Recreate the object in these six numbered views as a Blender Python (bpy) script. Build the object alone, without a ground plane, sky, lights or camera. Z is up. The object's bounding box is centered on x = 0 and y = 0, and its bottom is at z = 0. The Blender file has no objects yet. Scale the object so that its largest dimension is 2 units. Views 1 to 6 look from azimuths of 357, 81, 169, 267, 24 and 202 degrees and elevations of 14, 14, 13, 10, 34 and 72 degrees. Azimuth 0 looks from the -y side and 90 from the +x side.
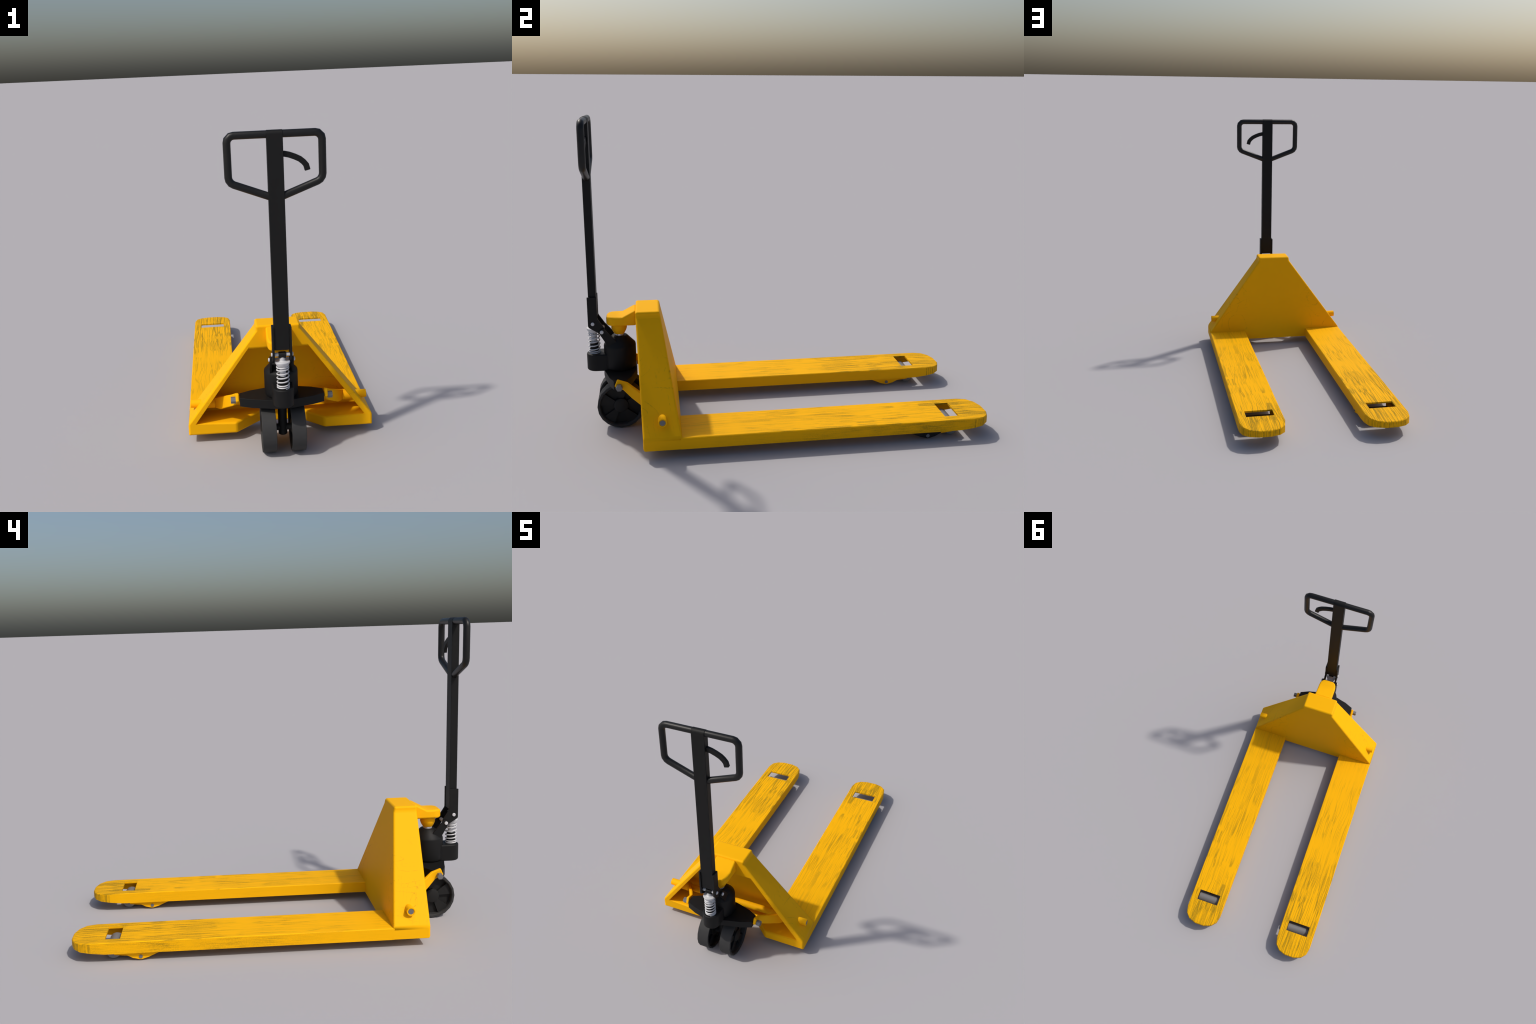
import bpy, bmesh, math, random
from mathutils import Vector, Matrix

random.seed(7)
scene = bpy.context.scene
coll = scene.collection

# ------------------------------------------------------------------ materials
def new_mat(name):
    m = bpy.data.materials.new(name)
    m.use_nodes = True
    nt = m.node_tree
    bsdf = nt.nodes["Principled BSDF"]
    return m, nt, bsdf

def plain(name, col, rough=0.5, metal=0.0, spec=0.5, grain=0.06):
    """one colour with a faint fine mottling"""
    m, nt, b = new_mat(name)
    tc = nt.nodes.new("ShaderNodeTexCoord")
    no = nt.nodes.new("ShaderNodeTexNoise")
    no.inputs["Scale"].default_value = 35
    no.inputs["Detail"].default_value = 5
    nt.links.new(tc.outputs["Object"], no.inputs["Vector"])
    mix = nt.nodes.new("ShaderNodeMix"); mix.data_type = "RGBA"
    mix.inputs[6].default_value = (*[c * (1 - grain) for c in col], 1)
    mix.inputs[7].default_value = (*[min(1, c * (1 + grain)) for c in col], 1)
    nt.links.new(no.outputs["Fac"], mix.inputs[0])
    nt.links.new(mix.outputs[2], b.inputs["Base Color"])
    b.inputs["Roughness"].default_value = rough
    b.inputs["Metallic"].default_value = metal
    b.inputs["Specular IOR Level"].default_value = spec
    return m

YELLOW = (0.925, 0.452, 0.0042)
OLIVE = (0.22, 0.150, 0.012)

def math_node(nt, op, a, b=None, c=None, clamp=False):
    n = nt.nodes.new("ShaderNodeMath"); n.operation = op; n.use_clamp = clamp
    for i, v in enumerate((a, b, c)):
        if v is None:
            continue
        if isinstance(v, (int, float)):
            n.inputs[i].default_value = v
        else:
            nt.links.new(v, n.inputs[i])
    return n.outputs[0]

def map_range(nt, v, a, b, lo=0.0, hi=1.0):
    n = nt.nodes.new("ShaderNodeMapRange"); n.clamp = True
    nt.links.new(v, n.inputs[0])
    for i, x in zip((1, 2, 3, 4), (a, b, lo, hi)):
        n.inputs[i].default_value = x
    return n.outputs[0]

def noise(nt, vec, scale, detail=3.0, rough=0.5):
    n = nt.nodes.new("ShaderNodeTexNoise")
    n.inputs["Scale"].default_value = scale
    n.inputs["Detail"].default_value = detail
    n.inputs["Roughness"].default_value = rough
    nt.links.new(vec, n.inputs["Vector"])
    return n

def mapping(nt, vec, scale, rot=(0, 0, 0), loc=(0, 0, 0)):
    n = nt.nodes.new("ShaderNodeMapping")
    n.inputs["Scale"].default_value = scale
    n.inputs["Rotation"].default_value = rot
    n.inputs["Location"].default_value = loc
    nt.links.new(vec, n.inputs["Vector"])
    return n.outputs[0]

def coords_shifted(nt):
    """object coordinates moved by the object's place, so that repeats differ"""
    tc = nt.nodes.new("ShaderNodeTexCoord")
    oi = nt.nodes.new("ShaderNodeObjectInfo")
    sc = nt.nodes.new("ShaderNodeVectorMath"); sc.operation = "MULTIPLY"
    sc.inputs[1].default_value = (7.3, 3.1, 2.7)
    nt.links.new(oi.outputs["Location"], sc.inputs[0])
    ad = nt.nodes.new("ShaderNodeVectorMath"); ad.operation = "ADD"
    nt.links.new(tc.outputs["Object"], ad.inputs[0])
    nt.links.new(sc.outputs[0], ad.inputs[1])
    return tc.outputs["Object"], ad.outputs[0]

def wobble(nt, vec, scale, amount):
    n = noise(nt, vec, scale, 2)
    s = nt.nodes.new("ShaderNodeVectorMath"); s.operation = "SUBTRACT"
    s.inputs[1].default_value = (0.5, 0.5, 0.5)
    nt.links.new(n.outputs["Color"], s.inputs[0])
    m = nt.nodes.new("ShaderNodeVectorMath"); m.operation = "MULTIPLY"
    m.inputs[1].default_value = (amount, 0, amount)
    nt.links.new(s.outputs[0], m.inputs[0])
    a = nt.nodes.new("ShaderNodeVectorMath"); a.operation = "ADD"
    nt.links.new(vec, a.inputs[0]); nt.links.new(m.outputs[0], a.inputs[1])
    return a.outputs[0]

def yellow_finish(nt, b, fac):
    mix = nt.nodes.new("ShaderNodeMix"); mix.data_type = "RGBA"
    mix.inputs[6].default_value = (*YELLOW, 1)
    mix.inputs[7].default_value = (*OLIVE, 1)
    nt.links.new(fac, mix.inputs[0])
    nt.links.new(mix.outputs[2], b.inputs["Base Color"])
    b.inputs["Roughness"].default_value = 0.55
    b.inputs["Specular IOR Level"].default_value = 0.045

def mat_fork_top():
    """yellow paint with long olive scuff strokes running along the fork, thicker towards the tip"""
    m, nt, b = new_mat("scuffed_yellow_paint")
    obj, sh = coords_shifted(nt)
    sep0 = nt.nodes.new("ShaderNodeSeparateXYZ"); nt.links.new(obj, sep0.inputs[0])
    strokes = None
    # long thin hair-lines: the level lines of a noise stretched along the fork, in crossing bundles
    #         angle, across, along, line width, wobble size and amount, patch offset
    lines = ((0.02, 46, 1.2, 0.034, 2.5, 0.030, 0.0), (-0.14, 36, 1.0, 0.028, 3.0, 0.065, 4.1), (0.16, 38, 1.0, 0.028, 3.2, 0.065, 9.3), (-0.02, 62, 1.8, 0.040, 2.5, 0.03, 21.0))
    for k, (ang, sx, sy, wd, ws, wa, off) in enumerate(lines):
        w = wobble(nt, mapping(nt, sh, (1, 1, 1), (0, 0, 0), (off, off * 0.7, 0)), ws, wa)
        v = mapping(nt, w, (sx, sy, 3.0), (0, 0, ang), (k * 3.7, k * 1.9, k))
        n = noise(nt, v, 1.0, 0.6, 0.4).outputs["Fac"]
        s = map_range(nt, math_node(nt, "ABSOLUTE", math_node(nt, "SUBTRACT", n, 0.52)), wd * 0.3, wd, 1.0, 0.0)
        patch = map_range(nt, noise(nt, mapping(nt, sh, (1.6, 5.0, 1), (0, 0, 0), (off * 1.3, off * 2.3, 0)), 1.0, 0.5).outputs["Fac"], 0.47, 0.51, 0.0, 1.0)
        s = math_node(nt, "MULTIPLY", s, patch)
        strokes = s if strokes is None else math_node(nt, "MAXIMUM", strokes, s)
    # broader rubbed bands, mostly towards the tip
    for k, (ang, sx, sy, lo, off) in enumerate(((0.04, 165, 2.4, 0.51, 2.0), (-0.14, 185, 2.6, 0.51, 12.0))):
        w = wobble(nt, mapping(nt, sh, (1, 1, 1), (0, 0, 0), (off, off * 0.7, 0)), 5.0, 0.025)
        s = map_range(nt, noise(nt, mapping(nt, w, (sx, sy, 3.0), (0, 0, ang)), 1.0, 2.0, 0.55).outputs["Fac"], lo, lo + 0.16)
        patch = map_range(nt, noise(nt, mapping(nt, sh, (2.5, 5.0, 1), (0, 0, 0), (off * 1.3, off * 2.3, 0)), 1.0, 0.5).outputs["Fac"], 0.44, 0.56)
        tipward = map_range(nt, sep0.outputs["Y"], 0.0, 0.8, 0.25, 1.0)
        patch = math_node(nt, "MAXIMUM", patch, map_range(nt, sep0.outputs["Y"], 0.72, 0.88))
        s = math_node(nt, "MULTIPLY", math_node(nt, "MULTIPLY", s, patch), tipward)
        strokes = math_node(nt, "MAXIMUM", strokes, s)
    sep = nt.nodes.new("ShaderNodeSeparateXYZ"); nt.links.new(obj, sep.inputs[0])
    along = map_range(nt, sep.outputs["Y"], -0.60, 0.65, 0.15, 1.0)
    bands = map_range(nt, noise(nt, mapping(nt, sh, (1.2, 4.2, 1)), 1.0, 1).outputs["Fac"], 0.36, 0.50, 0.2, 1.0)
    tip = map_range(nt, sep.outputs["Y"], 0.45, 0.75)
    bands = math_node(nt, "MAXIMUM", bands, tip)
    grain = map_range(nt, noise(nt, sh, 160, 3).outputs["Fac"], 0.3, 0.6, 0.6, 1.0)
    f = math_node(nt, "MULTIPLY", strokes, along)
    f = math_node(nt, "MULTIPLY", f, bands)
    f = math_node(nt, "MULTIPLY", f, grain)
    f = math_node(nt, "MULTIPLY", f, 0.85, clamp=True)
    yellow_finish(nt, b, f)
    return m

def mat_fork_side(name, strength):
    m, nt, b = new_mat(name)
    obj, sh = coords_shifted(nt)
    w = wobble(nt, sh, 9.0, 0.006)
    v = mapping(nt, w, (2.0, 9.0, 330))
    s = map_range(nt, noise(nt, v, 1.0, 3, 0.6).outputs["Fac"], 0.46, 0.68)
    g = map_range(nt, noise(nt, mapping(nt, sh, (60, 170, 260)), 1.0, 3).outputs["Fac"], 0.36, 0.66)
    s = math_node(nt, "MULTIPLY", math_node(nt, "ADD", s, math_node(nt, "MULTIPLY", g, 0.45)), 0.75)
    big = map_range(nt, noise(nt, mapping(nt, sh, (1, 5, 14)), 1.0, 2).outputs["Fac"], 0.38, 0.62, 0.25, 1.0)
    sep = nt.nodes.new("ShaderNodeSeparateXYZ"); nt.links.new(obj, sep.inputs[0])
    along = map_range(nt, sep.outputs["Y"], -0.50, 0.50, 0.10, 1.0)
    f = math_node(nt, "MULTIPLY", math_node(nt, "MULTIPLY", s, big), along)
    f = math_node(nt, "MULTIPLY", f, strength, clamp=True)
    yellow_finish(nt, b, f)
    return m

def mat_fork_nose():
    """fine upright scuffs round the nose"""
    m, nt, b = new_mat("scuffed_yellow_nose")
    obj, sh = coords_shifted(nt)
    s = map_range(nt, noise(nt, mapping(nt, sh, (260, 260, 7)), 1.0, 2.5, 0.6).outputs["Fac"], 0.40, 0.64)
    g = map_range(nt, noise(nt, mapping(nt, sh, (60, 60, 60)), 1.0, 3).outputs["Fac"], 0.35, 0.6, 0.45, 1.0)
    yellow_finish(nt, b, math_node(nt, "MULTIPLY", math_node(nt, "MULTIPLY", s, g), 0.85, clamp=True))
    return m

def mat_frame():
    """yellow paint with a few faint hair-line scratches"""
    m, nt, b = new_mat("yellow_paint")
    tc = nt.nodes.new("ShaderNodeTexCoord")
    vec = tc.outputs["Object"]
    tot = None
    for k, (sc, rot) in enumerate((((3, 3, 9), (0.25, 0, 0)), ((4, 9, 3), (0.5, 0.2, 0)))):
        n = noise(nt, mapping(nt, vec, sc, rot, (k * 4.2 + 1, 2 * k, 0)), 1.0, 0.8, 0.35)
        d = math_node(nt, "ABSOLUTE", math_node(nt, "SUBTRACT", math_node(nt, "FRACT", math_node(nt, "MULTIPLY", n.outputs["Fac"], 13.0)), 0.5))
        line = map_range(nt, d, 0.0, 0.06, 1.0, 0.0)
        patch = map_range(nt, noise(nt, mapping(nt, vec, (6, 6, 6), (0, 0, 0), (k * 3 + 2, 0, 5)), 1.0, 3).outputs["Fac"], 0.44, 0.60)
        line = math_node(nt, "MULTIPLY", line, patch)
        tot = line if tot is None else math_node(nt, "MAXIMUM", tot, line)
    sep = nt.nodes.new("ShaderNodeSeparateXYZ"); nt.links.new(vec, sep.inputs[0])
    outer = map_range(nt, math_node(nt, "ABSOLUTE", sep.outputs["X"]), 0.16, 0.26)
    outer = math_node(nt, "MULTIPLY", outer, map_range(nt, sep.outputs["Z"], 0.102, 0.125))
    broken = map_range(nt, noise(nt, vec, 90, 3).outputs["Fac"], 0.4, 0.6)
    f = math_node(nt, "MULTIPLY", math_node(nt, "MULTIPLY", tot, outer), math_node(nt, "MULTIPLY", broken, 0.5), clamp=True)
    yellow_finish(nt, b, f)
    return m

M_FRAME = mat_frame()
M_FORK = mat_fork_top()
M_SIDE_OUT = mat_fork_side("scuffed_yellow_side", 1.0)
M_NOSE = mat_fork_nose()
M_SIDE_IN = mat_fork_side("light_scuffed_yellow_side", 0.16)
M_YELLOW = plain("clean_yellow_paint", YELLOW, 0.55, spec=0.05, grain=0.02)
M_BLACK = plain("black_paint", (0.0080, 0.0080, 0.0080), 0.55, spec=0.2)
M_GRIP = plain("black_grip", (0.0085, 0.0085, 0.0085), 0.42, spec=0.3)
M_RUBBER = plain("black_rubber", (0.038, 0.038, 0.038), 0.65, spec=0.2)
M_HUB = plain("black_plastic", (0.016, 0.016, 0.016), 0.6, spec=0.2)
M_STEEL = plain("light_steel", (0.56, 0.56, 0.57), 0.4, metal=0.0, grain=0.03)
M_ROD = plain("polished_steel", (0.72, 0.72, 0.74), 0.3, metal=0.6, grain=0.02)
M_BOLT = plain("grey_bolt_steel", (0.16, 0.16, 0.165), 0.45, metal=0.2, grain=0.05)
M_ROLLER = plain("grey_roller", (0.19, 0.19, 0.195), 0.4, grain=0.05)

# ------------------------------------------------------------------ helpers
root = bpy.data.objects.new("pallet_jack", None)
coll.objects.link(root)
root["label"] = "yellow hand pallet jack with black pump handle"
root["category"] = "pallet jack"

def add(name, me, mats, parent=None, bevel=0.0, segs=2, sharp=35, loc=(0, 0, 0), angle=30):
    ob = bpy.data.objects.new(name, me)
    coll.objects.link(ob)
    ob.parent = parent or root
    ob.location = loc
    for m in (mats if isinstance(mats, (list, tuple)) else [mats]):
        if m.name not in [x.name for x in me.materials]:
            me.materials.append(m)
    me.polygons.foreach_set("use_smooth", [True] * len(me.polygons))
    if bevel:
        bm = ob.modifiers.new("edge_rounding", "BEVEL")
        bm.width, bm.segments, bm.limit_method, bm.angle_limit = bevel, segs, "ANGLE", math.radians(angle)
        bm.harden_normals = True
    else:
        me.set_sharp_from_angle(angle=math.radians(sharp))
    return ob

def mesh(name, verts, faces, mat_idx=None):
    me = bpy.data.meshes.new(name)
    me.from_pydata([tuple(v) for v in verts], [], faces)
    if mat_idx:
        me.polygons.foreach_set("material_index", mat_idx)
    bm = bmesh.new(); bm.from_mesh(me)
    bmesh.ops.remove_doubles(bm, verts=bm.verts, dist=1e-6)
    bmesh.ops.recalc_face_normals(bm, faces=bm.faces)
    bm.to_mesh(me); bm.free()
    return me

def prism(name, pts, axis, a, b):
    """a flat outline (two coordinates) extruded along axis 0/1/2 from a to b"""
    def put(p, t):
        q = list(p); q.insert(axis, t); return q
    n = len(pts)
    v = [put(p, a) for p in pts] + [put(p, b) for p in pts]
    f = [list(range(n)), list(range(n, 2 * n))] + [[i, (i + 1) % n, n + (i + 1) % n, n + i] for i in range(n)]
    return mesh(name, v, f)

def lathe(name, prof, centre, axis=2, segs=32, phase=0.0, closed=False):
    """profile of (radius, height) spun about axis; open ends are capped"""
    v, f = [], []
    o1, o2 = [(1, 2), (2, 0), (0, 1)][axis]
    for r, h in prof:
        for k in range(segs):
            t = 2 * math.pi * k / segs + phase
            p = [0, 0, 0]
            p[axis] = h; p[o1] = r * math.cos(t); p[o2] = r * math.sin(t)
            v.append([p[i] + centre[i] for i in range(3)])
    rings = len(prof)
    for j in range(rings if closed else rings - 1):
        j2 = (j + 1) % rings
        for k in range(segs):
            k2 = (k + 1) % segs
            f.append([j * segs + k, j * segs + k2, j2 * segs + k2, j2 * segs + k])
    if not closed:
        f.append(list(range(segs)))
        f.append([(rings - 1) * segs + k for k in range(segs)])
    return mesh(name, v, f)

def sweep(name, path, rad, segs=12, closed=False, elong=None, up=Vector((0, 1, 0))):
    """round (or elliptical/rectangular) section along a path; up is kept as the section's second axis"""
    P = [Vector(p) for p in path]; n = len(P)
    v, f = [], []
    for i, p in enumerate(P):
        a = P[(i - 1) % n] if (closed or i) else p
        b = P[(i + 1) % n] if (closed or i < n - 1) else p
        d1 = (p - a).normalized() if (p - a).length else (b - p).normalized()
        d2 = (b - p).normalized() if (b - p).length else d1
        t = (d1 + d2).normalized()
        stretch = 1 / max(0.5, t.dot(d1))
        s1 = t.cross(up).normalized()
        s2 = s1.cross(t).normalized()
        sect = elong or [(rad * math.cos(2 * math.pi * k / segs), rad * math.sin(2 * math.pi * k / segs)) for k in range(segs)]
        for x, y in sect:
            v.append(p + s1 * x * stretch + s2 * y)
    m = len(v) // n
    for i in range(n if closed else n - 1):
        j = (i + 1) % n
        for k in range(m):
            f.append([i * m + k, i * m + (k + 1) % m, j * m + (k + 1) % m, j * m + k])
    if not closed:
        f += [list(range(m)), [(n - 1) * m + k for k in range(m)]]
    return mesh(name, v, f)

def rounded(pts, rads, segs=4):
    """polygon with its corners rounded by the given radii"""
    out, n = [], len(pts)
    for i in range(n):
        p = Vector(pts[i]); a = Vector(pts[i - 1]); b = Vector(pts[(i + 1) % n])
        r = rads[i] if isinstance(rads, (list, tuple)) else rads
        if r <= 0:
            out.append(tuple(p)); continue
        u = (a - p).normalized(); w = (b - p).normalized()
        ang = math.acos(max(-1, min(1, u.dot(w))))
        d = min(r / math.tan(ang / 2), 0.49 * (a - p).length, 0.49 * (b - p).length)
        r2 = d * math.tan(ang / 2)
        c = p + (u + w).normalized() * (r2 / math.sin(ang / 2))
        s, e = (p + u * d - c), (p + w * d - c)
        for k in range(segs + 1):
            q = s.lerp(e, k / segs)
            # constant-radius arc
            q = q.normalized() * r2
            out.append(tuple(c + q))
    return out

# ------------------------------------------------------------------ frame (mast, side plates, cap, floor box)
def build_frame():
    XO, XC = 0.4632, 0.1078          # outer half width at the floor, half width of the cap
    ZB, ZF, ZC, ZT = 0.0430, 0.102, 0.585, 0.6110
    yf = lambda z: -0.7245 - 0.0255 * max(0.0, (z - ZF)) / (ZT - ZF)
    yb = lambda z: -0.5405 - 0.0895 * max(0.0, (z - ZF)) / (ZT - ZF)
    ybi = lambda z: yb(z) - 0.020 - 0.014 * (z - 0.10) / 0.39
    V = []
    def v(x, y, z):
        V.append((x, y, z)); return len(V) - 1
    F = []
    outer = [(-XO, ZB), (-XO, ZF), (-XC, ZC), (-XC, ZT), (XC, ZT), (XC, ZC), (XO, ZF), (XO, ZB)]
    of = [v(x, yf(z), z) for x, z in outer]
    ob = [v(x, yb(z), z) for x, z in outer]
    inner = [(-0.424, ZF), (-0.149, 0.490), (0.149, 0.490), (0.424, ZF)]
    inf = [v(x, yf(z), z) for x, z in inner]
    inb = [v(x, ybi(z), z) for x, z in inner]
    nx, cx, cy = 0.2195, 0.100, -0.612     # notch in the floor box for the steering wheels
    tl, bl = v(-nx, yf(ZF), ZF), v(-nx, yf(ZB), ZB)
    tr, br = v(nx, yf(ZF), ZF), v(nx, yf(ZB), ZB)
    ctl, cbl = v(-cx, cy, ZF), v(-cx, cy, ZB)
    ctr, cbr = v(cx, cy, ZF), v(cx, cy, ZB)
    # outer skin
    for i in range(7):
        F.append([of[i], of[i + 1], ob[i + 1], ob[i]])
    F.append([ob[0], ob[1], ob[6], ob[7]]); F.append([ob[1], ob[2], ob[5], ob[6]]); F.append([ob[2], ob[3], ob[4], ob[5]])
    # front faces
    F.append([of[1], of[2], inf[1], inf[0]])
    F.append([of[6], of[5], inf[2], inf[3]])
    F.append([of[2], of[3], of[4], of[5], inf[2], inf[1]])
    F.append([of[0], of[1], inf[0], tl, bl])
    F.append([of[7], of[6], inf[3], tr, br])
    F += [[tl, bl, cbl, ctl], [ctl, cbl, cbr, ctr], [ctr, cbr, br, tr]]
    # inside
    F += [[inf[0], inf[1], inb[1], inb[0]], [inf[1], inf[2], inb[2], inb[1]], [inf[2], inf[3], inb[3], inb[2]], [inb[0], inb[1], inb[2], inb[3]]]
    F.append([inf[0], tl, ctl, ctr, tr, inf[3], inb[3], inb[0]])
    F.append([of[0], bl, cbl, cbr, br, of[7], ob[7], ob[0]])
    side = [1 if i in (0, 6) else 0 for i in range(len(F))]      # the low sides carry the forks' scuffs
    me = mesh("frame", V, F, side)
    bm = bmesh.new(); bm.from_mesh(me)
    w = bm.edges.layers.float.new("bevel_weight_edge")
    for e in bm.edges:
        back = all(p.co.y > -0.56 and p.co.z < ZF + 0.01 for p in e.verts)      # where the forks are welded on
        low = all(p.co.z < ZB + 0.001 and abs(p.co.x) > XO - 0.001 for p in e.verts)
        if back and e.calc_face_angle(0) > math.radians(20):
            e.smooth = False
        if not back and e.calc_face_angle(0) > math.radians(20):
            e[w] = 0.25 if low else 1.0
    bm.to_mesh(me); bm.free()
    ob = add("frame", me, [M_FRAME, M_SIDE_OUT], bevel=0.0125, segs=4)
    ob.modifiers[0].limit_method = "WEIGHT"
    return ob

frame = build_frame()

def build_gooseneck():
    """arm from the cap forward over the lift ram, with a rounded nose"""
    st = [(-0.8945, 0.026, 0.563), (-0.890, 0.040, 0.569), (-0.882, 0.049, 0.572), (-0.868, 0.0565, 0.573), (-0.850, 0.0595, 0.573),
          (-0.815, 0.060, 0.573), (-0.757, 0.060, 0.604), (-0.744, 0.060, 0.604)]
    V, F = [], []
    for y, w, zt in st:
        zb = 0.5265 + (0.573 - zt) * (1.0 if y < -0.86 else 0.0)
        V += [(-w, y, zb), (w, y, zb), (w, y, zt), (-w, y, zt)]
    n = len(st)
    for i in range(n - 1):
        for k in range(4):
            F.append([i * 4 + k, i * 4 + (k + 1) % 4, i * 4 + 4 + (k + 1) % 4, i * 4 + 4 + k])
    F += [[0, 1, 2, 3], [4 * n - 4 + k for k in range(4)]]
    return add("gooseneck", mesh("gooseneck", V, F), M_YELLOW, bevel=0.011, segs=4, angle=50, parent=frame)

neck = build_gooseneck()
add("ram_socket", lathe("ram_socket", [(0.039, 0.531), (0.039, 0.503), (0.0365, 0.494), (0.030, 0.481), (0.025, 0.4735), (0.020, 0.473)], (0, -0.834, 0), segs=32), M_YELLOW, parent=neck)

# cross shaft through the side plates
shaft = add("cross_shaft", lathe("cross_shaft", [(0.0145, -0.4445), (0.0165, -0.4475), (0.0205, -0.4475), (0.0205, 0.4475), (0.0165, 0.4475), (0.0145, 0.4445)], (0, -0.632, 0.1745), axis=0, segs=28), M_YELLOW)
for s in (-1, 1):
    add("shaft_pin", lathe("shaft_pin", [(0.0135, s * 0.40), (0.0135, s * 0.4460)], (0, -0.632, 0.1745), axis=0, segs=24), M_BOLT, parent=shaft)
    add("shaft_collar", lathe("shaft_collar", [(0.027, s * 0.325), (0.027, s * 0.385)], (0, -0.632, 0.1745), axis=0, segs=28), M_YELLOW, bevel=0.003, parent=shaft)

# bell-crank levers between the bolster ends and the shaft
def build_lever(s):
    #        x,     y,     z centre, half height
    st = [(0.2135, -0.850, 0.2895, 0.0195), (0.2135, -0.805, 0.2715, 0.0215), (0.236, -0.762, 0.2395, 0.0275), (0.300, -0.672, 0.1880, 0.0310), (0.325, -0.632, 0.1745, 0.0260)]
    V, F, th = [], [], 0.0085
    for i, (x, y, z, h) in enumerate(st):
        a = Vector(st[max(0, i - 1)][:3]); b = Vector(st[min(len(st) - 1, i + 1)][:3])
        d = (b - a).normalized()
        nrm = Vector((d.y, -d.x, 0)).normalized()          # sideways
        upv = nrm.cross(d).normalized()
        if upv.z < 0: upv = -upv
        c = Vector((x, y, z))
        for sx, sz in ((-1, -1), (1, -1), (1, 1), (-1, 1)):
            p = c + nrm * sx * th + upv * sz * h
            V.append((s * p.x, p.y, p.z))
    n = len(st)
    for i in range(n - 1):
        for k in range(4):
            F.append([i * 4 + k, i * 4 + (k + 1) % 4, i * 4 + 4 + (k + 1) % 4, i * 4 + 4 + k])
    F += [[0, 1, 2, 3], [4 * n - 4 + k for k in range(4)]]
    return add("lift_lever", mesh("lift_lever", V, F), M_YELLOW, bevel=0.005, segs=2, angle=40)

for s in (-1, 1):
    lev = build_lever(s)
    add("lever_bolt", lathe("lever_bolt", [(0.0165, s * 0.222), (0.0165, s * 0.2435), (0.0150, s * 0.2455)], (0, -0.834, 0.272), axis=0, segs=6, phase=math.pi / 2 * 0 + 0.0), M_BOLT, parent=lev, sharp=20)

# ------------------------------------------------------------------ pump unit
half = [(0.0, -0.918), (0.052, -0.911), (0.098, -0.898), (0.146, -0.886), (0.2025, -0.861), (0.2025, -0.8045), (0.179, -0.793), (0.150, -0.778), (0.060, -0.752), (0.0, -0.750)]
outline = half + [(-x, y) for x, y in reversed(half[1:-1])]
bolster = add("steering_bolster", prism("steering_bolster", outline, 2, 0.2485, 0.2925), M_BLACK, bevel=0.0015, segs=1, angle=50)

pump = add("pump_cylinder", lathe("pump_cylinder", [(0.066, 0.2905), (0.074, 0.293), (0.0785, 0.2985), (0.0805, 0.308), (0.0805, 0.411), (0.0790, 0.4185), (0.0390, 0.4615), (0.0360, 0.4635), (0.026, 0.4640)], (0, -0.834, 0), segs=48), M_BLACK, sharp=50)
add("lift_ram", lathe("lift_ram", [(0.0235, 0.458), (0.0235, 0.478)], (0, -0.834, 0), segs=32), M_ROD, parent=pump)

# small pump block in front: rounded nose, flat cheeks back to the cylinder
blk = [(-0.0495, -0.80)] + [(0.0495 * math.cos(t), -0.9495 + 0.0505 * math.sin(t)) for t in [math.pi + math.pi * k / 20 for k in range(21)]] + [(0.0495, -0.80)]
block = add("pump_block", prism("pump_block", blk, 2, 0.2885, 0.3765), M_BLACK, bevel=0.007, segs=3, angle=40, parent=pump)

SY = -0.9605
add("plunger_sleeve", lathe("plunger_sleeve", [(0.0215, 0.372), (0.0215, 0.4325), (0.0195, 0.4345), (0.012, 0.4345)], (0, SY, 0), segs=24), M_BLACK, parent=pump)
plunger = add("plunger", lathe("plunger", [(0.0150, 0.425), (0.0150, 0.481), (0.024, 0.4835), (0.027, 0.4865), (0.0345, 0.5010), (0.0350, 0.5065), (0.0335, 0.5080), (0.0185, 0.5085), (0.0140, 0.5125), (0.0125, 0.530)], (0, SY, 0), segs=32), M_STEEL, parent=pump, sharp=40)

# return spring, close-wound at the foot
path, turns, R, wire = [], 8.0, 0.0270, 0.0034
heights = [(0, 0.3745), (0.6, 0.3800), (2, 0.3935), (3, 0.4130), (6.2, 0.4745), (7.2, 0.4835)]
def spring_z(t):
    for (a, za), (b, zb) in zip(heights, heights[1:]):
        if t <= b:
            return za + (zb - za) * (t - a) / (b - a)
    return heights[-1][1]
N = 7.2 * 28
for i in range(int(N) + 1):
    t = i / 28
    path.append((R * math.cos(2 * math.pi * t - 1.2), SY + R * math.sin(2 * math.pi * t - 1.2), spring_z(t)))
add("return_spring", sweep("return_spring", path, wire, segs=8, up=Vector((0, 0, 1))), M_STEEL, parent=pump, sharp=60)

# lugs welded on the cylinder cone that carry the handle hinge
P1, P2 = (-0.9605, 0.540), (-0.9170, 0.4990)
lug = rounded([(-0.929, 0.489), (-0.897, 0.433), (-0.884, 0.410), (-0.846, 0.443), (-0.906, 0.5135), (-0.926, 0.5125)], [0.009, 0, 0, 0, 0.010, 0.010])
for s in (-1, 1):
    add("hinge_lug", prism("hinge_lug", lug, 0, s * 0.0455, s * 0.0560), M_BLACK, parent=pump, bevel=0.001, segs=1, angle=50)

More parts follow.
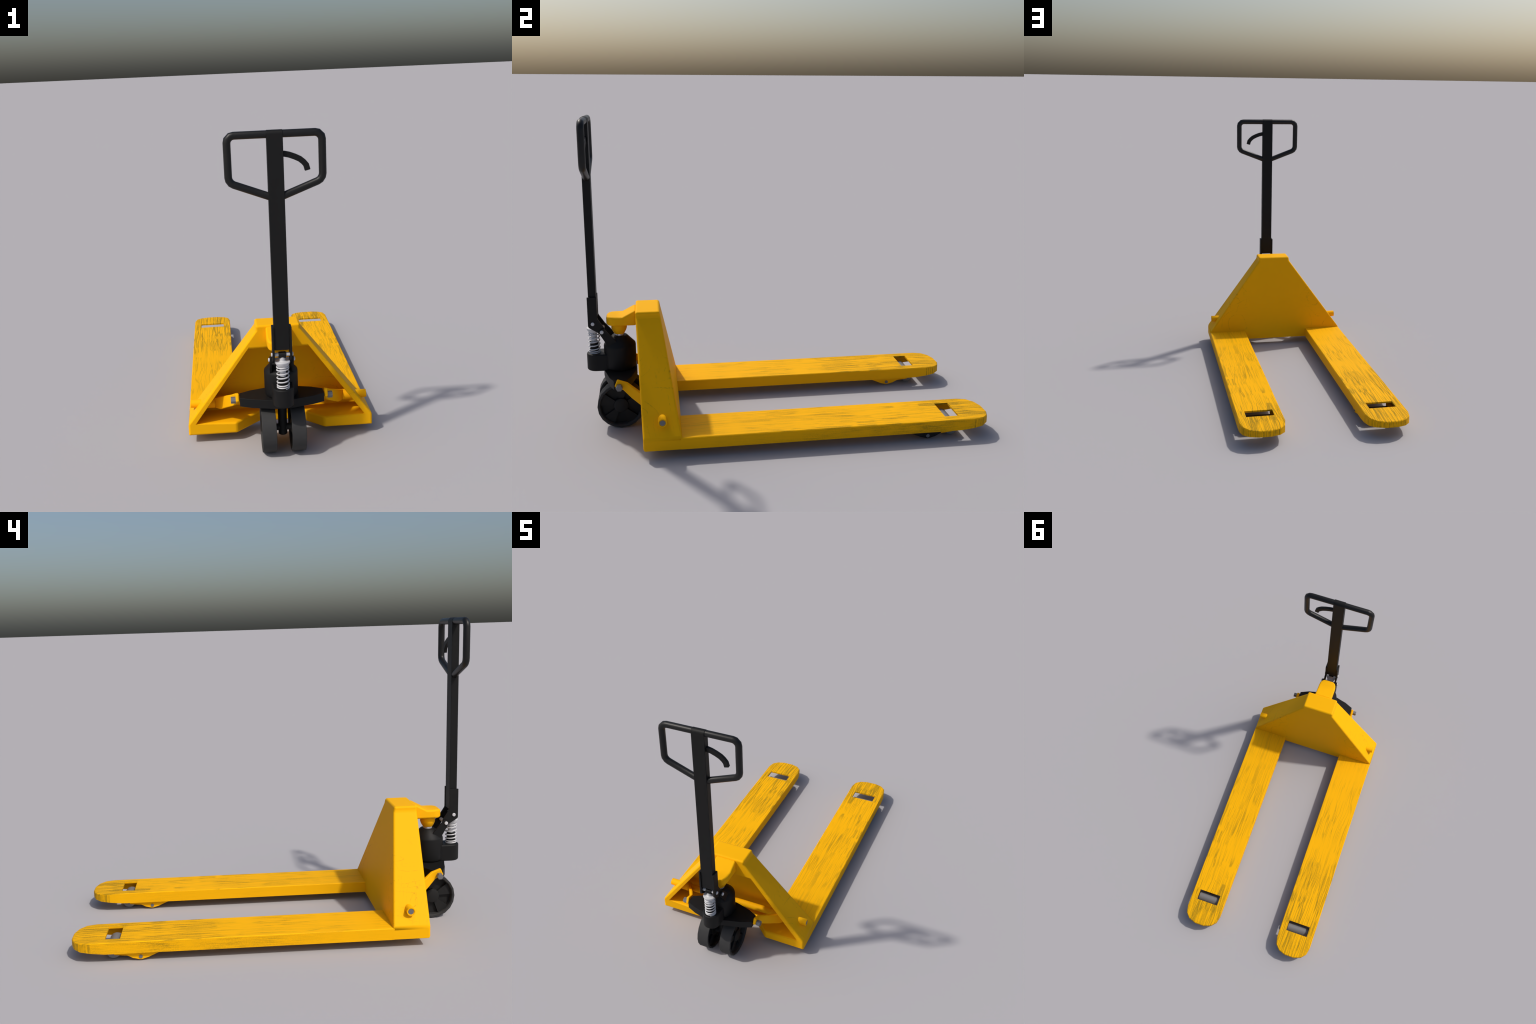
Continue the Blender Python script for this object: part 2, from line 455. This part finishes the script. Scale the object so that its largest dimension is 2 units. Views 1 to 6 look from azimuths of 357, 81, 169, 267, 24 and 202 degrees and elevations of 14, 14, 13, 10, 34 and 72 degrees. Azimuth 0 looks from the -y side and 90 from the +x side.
# stem and axle under the bolster
stem = add("steering_stem", lathe("steering_stem", [(0.018, 0.0825), (0.0215, 0.0855), (0.0215, 0.262)], (0, -0.835, 0), segs=28), M_HUB)
add("axle", lathe("axle", [(0.0165, -0.098), (0.0165, 0.098)], (0, -0.835, 0.118), axis=0, segs=20), M_HUB, parent=stem)

# ------------------------------------------------------------------ steering wheels
WR, WW = 0.118, 0.034
tyre_me = lathe("tyre", [(0.1075, -WW), (WR - 0.0015, -WW), (WR, -WW + 0.002), (WR, WW - 0.002), (WR - 0.0015, WW), (0.1075, WW), (0.1030, WW - 0.006), (0.1010, 0.010), (0.1010, -0.010), (0.1030, -WW + 0.006)], (0, 0, 0), axis=0, segs=20, closed=True)
def build_rim():
    """web disc with five raised spoke wedges on both faces"""
    V, F, B = [], [], 100
    n = 30                                     # steps round: three per half sector
    def h(k):
        return 0.0190 if (k // 3) % 2 == 0 else 0.0050
    for k in range(n):
        a0, a1 = 2 * math.pi * k / n, 2 * math.pi * (k + 1) / n
        for r in (0.030, 0.1035):
            for a in (a0, a1):
                for s in (-1, 1):
                    V.append((s * h(k), r * math.cos(a), r * math.sin(a)))
    for k in range(n):
        b = 8 * k                               # r0a0-, r0a0+, r0a1-, r0a1+, r1a0-, r1a0+, r1a1-, r1a1+
        F += [[b, b + 2, b + 6, b + 4], [b + 1, b + 5, b + 7, b + 3]]
        nb = 8 * ((k + 1) % n)
        if h(k) != h((k + 1) % n):
            F += [[b + 2, b + 6, nb + 4, nb], [b + 3, nb + 1, nb + 5, b + 7]]
    me = bpy.data.meshes.new("wheel"); me.from_pydata(V, [], F)
    bm = bmesh.new(); bm.from_mesh(me)
    bmesh.ops.remove_doubles(bm, verts=bm.verts, dist=1e-6)
    bmesh.ops.recalc_face_normals(bm, faces=bm.faces)
    bm.to_mesh(me); bm.free()
    return me
rim_me = build_rim()
hub_me = lathe("hub", [(0.026, -0.0310), (0.0365, -0.0265), (0.0375, -0.020), (0.0375, 0.020), (0.0365, 0.0265), (0.026, 0.0310)], (0, 0, 0), axis=0, segs=24)
for s in (-1, 1):
    wh = add("wheel", rim_me, M_HUB, loc=(s * 0.0705, -0.835, WR), sharp=25)
    wh.rotation_euler = (-0.03, 0, 0)
    add("tyre", tyre_me, M_RUBBER, parent=wh, sharp=30).rotation_euler = (-wh.rotation_euler[0], 0, 0)
    add("hub", hub_me, M_HUB, parent=wh, sharp=30)

# ------------------------------------------------------------------ drawbar handle
TY0, TY1, TYC, TZ = -0.9775, -0.9395, -0.9585, 1.5390
arc = [(TYC + 0.019 * math.cos(t), TZ + 0.0185 * math.sin(t)) for t in [math.pi * k / 12 for k in range(13)]]
bar = add("drawbar", prism("drawbar", [(TY0, 0.5665), (TY1, 0.5665)] + arc, 0, -0.0352, 0.0352), M_BLACK, bevel=0.0015, segs=1, angle=60)

loop = [(-0.2050, TZ), (-0.2050, 1.3370), (0.0, 1.2590), (0.2050, 1.3370), (0.2050, TZ)]
ring = rounded(loop, [0.030, 0.036, 0.0, 0.036, 0.030], 3)
# the loop starts and ends inside the drawbar
i_low = ring.index((0.0, 1.2590)) if (0.0, 1.2590) in ring else None
hp = [(x, TYC + 0.001, z) for x, z in ring]
add("handle_loop", sweep("handle_loop", hp, 0.0170, segs=16, closed=True), M_GRIP, parent=bar, sharp=60)

lev_path = [(0.025, 1.4530), (0.040, 1.4525), (0.060, 1.4480), (0.085, 1.4385), (0.107, 1.4275), (0.122, 1.4150), (0.1335, 1.4010), (0.1365, 1.3900), (0.1395, 1.3780)]
add("release_lever", sweep("release_lever", [(x, -0.9565, z) for x, z in lev_path], 0, elong=[(-0.0125, -0.0085), (0.0125, -0.0085), (0.0125, 0.0085), (-0.0125, 0.0085)]), M_BLACK, parent=bar, bevel=0.002, segs=2, angle=50)

cl = rounded([(-0.9835, 0.677), (-0.9370, 0.677), (-0.9370, 0.565), (-0.9030, 0.512), (-0.9035, 0.488), (-0.928, 0.4860), (-0.9835, 0.522)], [0, 0, 0.02, 0.010, 0.010, 0.008, 0.014])
for s in (-1, 1):
    add("hinge_cheek", prism("hinge_cheek", cl, 0, s * 0.0350, s * 0.0450), M_BLACK, parent=bar, bevel=0.001, segs=1, angle=50)
add("hinge_pin", lathe("hinge_pin", [(0.0070, -0.0510), (0.0088, -0.0495), (0.0088, 0.0495), (0.0070, 0.0510)], (0, *P1), axis=0, segs=24), M_STEEL, parent=bar)
add("hinge_pin", lathe("hinge_pin", [(0.0070, -0.0625), (0.0090, -0.0610), (0.0090, 0.0610), (0.0070, 0.0625)], (0, *P2), axis=0, segs=24), M_STEEL, parent=bar)
add("pin_roller", lathe("pin_roller", [(0.0140, -0.0170), (0.0155, -0.0155), (0.0155, 0.0155), (0.0140, 0.0170)], (0, P1[0], P1[1] - 0.002), axis=0, segs=24), M_BLACK, parent=bar)

# ------------------------------------------------------------------ forks
FX, FW = 0.3400, 0.1224
def build_fork(s):
    """folded channel, open below, with a rolled-down rounded nose and a slot over the load roller"""
    def ztop(y): return 0.1010 if y < 0.90 else 0.1010 - 0.0065 * ((y - 0.90) / 0.10) ** 2
    def zbot(y): return 0.0430 if y < 0.825 else 0.0430 + 0.0185 * (y - 0.825) / 0.175
    Y0, YN, CH = -0.549, 0.898, 0.0035
    arc = []
    for k in range(8):
        t = math.pi * k / 7
        c, q = math.cos(t), math.sin(t)
        arc.append((FW * math.copysign(abs(c) ** 0.86, c), YN + 0.1025 * q ** 0.86))
    ymid = [Y0, 0.20, 0.762, 0.834]
    xin = [-FW + CH, -0.0765, 0.0765, FW - CH]
    V, F, mi = [], [], []
    idx = {}
    def v(x, y, z):
        key = (round(x, 6), round(y, 6), round(z, 6))
        if key not in idx:
            idx[key] = len(V); V.append((x, y, z))
        return idx[key]
    # top plate rows up to the nose
    rows = ymid + [YN]
    for r in range(len(rows) - 1):
        for c in range(3):
            if r == 2 and c == 1:
                continue                                # the slot
            a, b = rows[r], rows[r + 1]
            F.append([v(xin[c], a, ztop(a)), v(xin[c + 1], a, ztop(a)), v(xin[c + 1], b, ztop(b)), v(xin[c], b, ztop(b))]); mi.append(0)
    # nose: planar strips across, one per facet of the rounded outline
    nose = [(x * (FW - CH) / FW, YN + (y - YN) * (0.1025 - CH) / 0.1025) for x, y in arc]
    F.append([v(x, YN, ztop(YN)) for x in xin] + [v(*nose[1], ztop(nose[1][1])), v(*nose[6], ztop(nose[6][1]))]); mi.append(0)
    for k in (1, 2):
        F.append([v(x, y, ztop(y)) for x, y in (nose[7 - k], nose[k], nose[k + 1], nose[6 - k])]); mi.append(0)
    # outline: straight sides + nose, as one strip
    outl = [(FW, y) for y in ymid] + arc + [(-FW, y) for y in reversed(ymid)]
    inl = [(FW - CH, y) for y in ymid] + nose + [(-FW + CH, y) for y in reversed(ymid)]
    for i in range(len(outl) - 1):
        (xa, ya), (xb, yb) = outl[i], outl[i + 1]
        (ua, va), (ub, vb) = inl[i], inl[i + 1]
        F.append([v(ua, va, ztop(va)), v(ub, vb, ztop(vb)), v(xb, yb, ztop(yb) - CH), v(xa, ya, ztop(ya) - CH)]); mi.append(0)
        is_side = abs(abs(xa) - FW) < 1e-6 and abs(xa - xb) < 1e-6
        outer_side = (xa * s) > 0
        idxm = (1 if outer_side else 2) if is_side else 3
        F.append([v(xa, ya, ztop(ya) - CH), v(xb, yb, ztop(yb) - CH), v(xb, yb, zbot(yb)), v(xa, ya, zbot(ya))]); mi.append(idxm)
    me = mesh("fork", V, F, mi)
    bm = bmesh.new(); bm.from_mesh(me)
    top = max(bm.faces, key=lambda f: f.calc_center_median().z)
    if top.normal.z < 0:
        bmesh.ops.reverse_faces(bm, faces=bm.faces)
    bm.to_mesh(me); bm.free()
    ob = add("fork", me, [M_FORK, M_SIDE_OUT, M_SIDE_IN, M_NOSE], loc=(s * FX, 0, 0), sharp=40)
    so = ob.modifiers.new("sheet_thickness", "SOLIDIFY")
    so.thickness, so.offset = 0.0095, -1
    solid = bpy.data.meshes.new_from_object(ob.evaluated_get(bpy.context.evaluated_depsgraph_get()))
    ob.modifiers.clear()
    solid.name = "fork"
    ob.data = solid
    solid.set_sharp_from_angle(angle=math.radians(40))
    return ob

RY, RZ, RR = 0.7965, 0.0370, 0.0350
web = rounded([(0.560, 0.060), (0.568, 0.0405), (0.628, 0.0145), (0.665, 0.0035), (0.703, 0.0130), (0.735, 0.0300), (0.745, 0.060)], [0, 0.01, 0.03, 0.03, 0.03, 0.02, 0], 4)
armo = rounded([(0.640, 0.060), (0.650, 0.0150), (0.667, 0.0095), (0.720, 0.0195), (0.790, 0.0265), (0.811, 0.0270), (0.814, 0.050), (0.800, 0.060)], [0, 0.01, 0.01, 0.02, 0.01, 0.012, 0.008, 0], 3)
roller_me = lathe("load_roller", [(RR - 0.003, -0.0765), (RR, -0.0735), (RR, 0.0735), (RR - 0.003, 0.0765)], (0, 0, 0), axis=0, segs=32)
boltp_me = lathe("pivot_bolt", [(0.0090, -0.1090), (0.0090, 0.1090)], (0, 0, 0), axis=0, segs=20)
bolta_me = lathe("roller_axle", [(0.0080, -0.1035), (0.0080, 0.1035)], (0, 0, 0), axis=0, segs=20)
web_me = {t: prism("pivot_plate", web, 0, t * 0.0970, t * 0.1060) for t in (-1, 1)}
arm_me = {t: prism("roller_arm", armo, 0, t * 0.0850, t * 0.0940) for t in (-1, 1)}
for s in (-1, 1):
    fk = build_fork(s)
    for t in (-1, 1):
        me = web_me[t]
        if s > 0 and t > 0:
            me = me.copy(); me.materials.clear()
            add("pivot_plate", me, M_BLACK, parent=fk)  # yellow plate coloured black to show the unlit shading artefact on its outer face
        else:
            add("pivot_plate", me, M_YELLOW, parent=fk)
        add("roller_arm", arm_me[t], M_YELLOW, parent=fk)
    add("load_roller", roller_me, M_ROLLER, parent=fk, loc=(0, RY, RZ))
    add("pivot_bolt", boltp_me, M_BOLT, parent=fk, loc=(0, 0.6650, 0.0190))
    add("roller_axle", bolta_me, M_BOLT, parent=fk, loc=(0, RY + 0.001, RZ - 0.001))
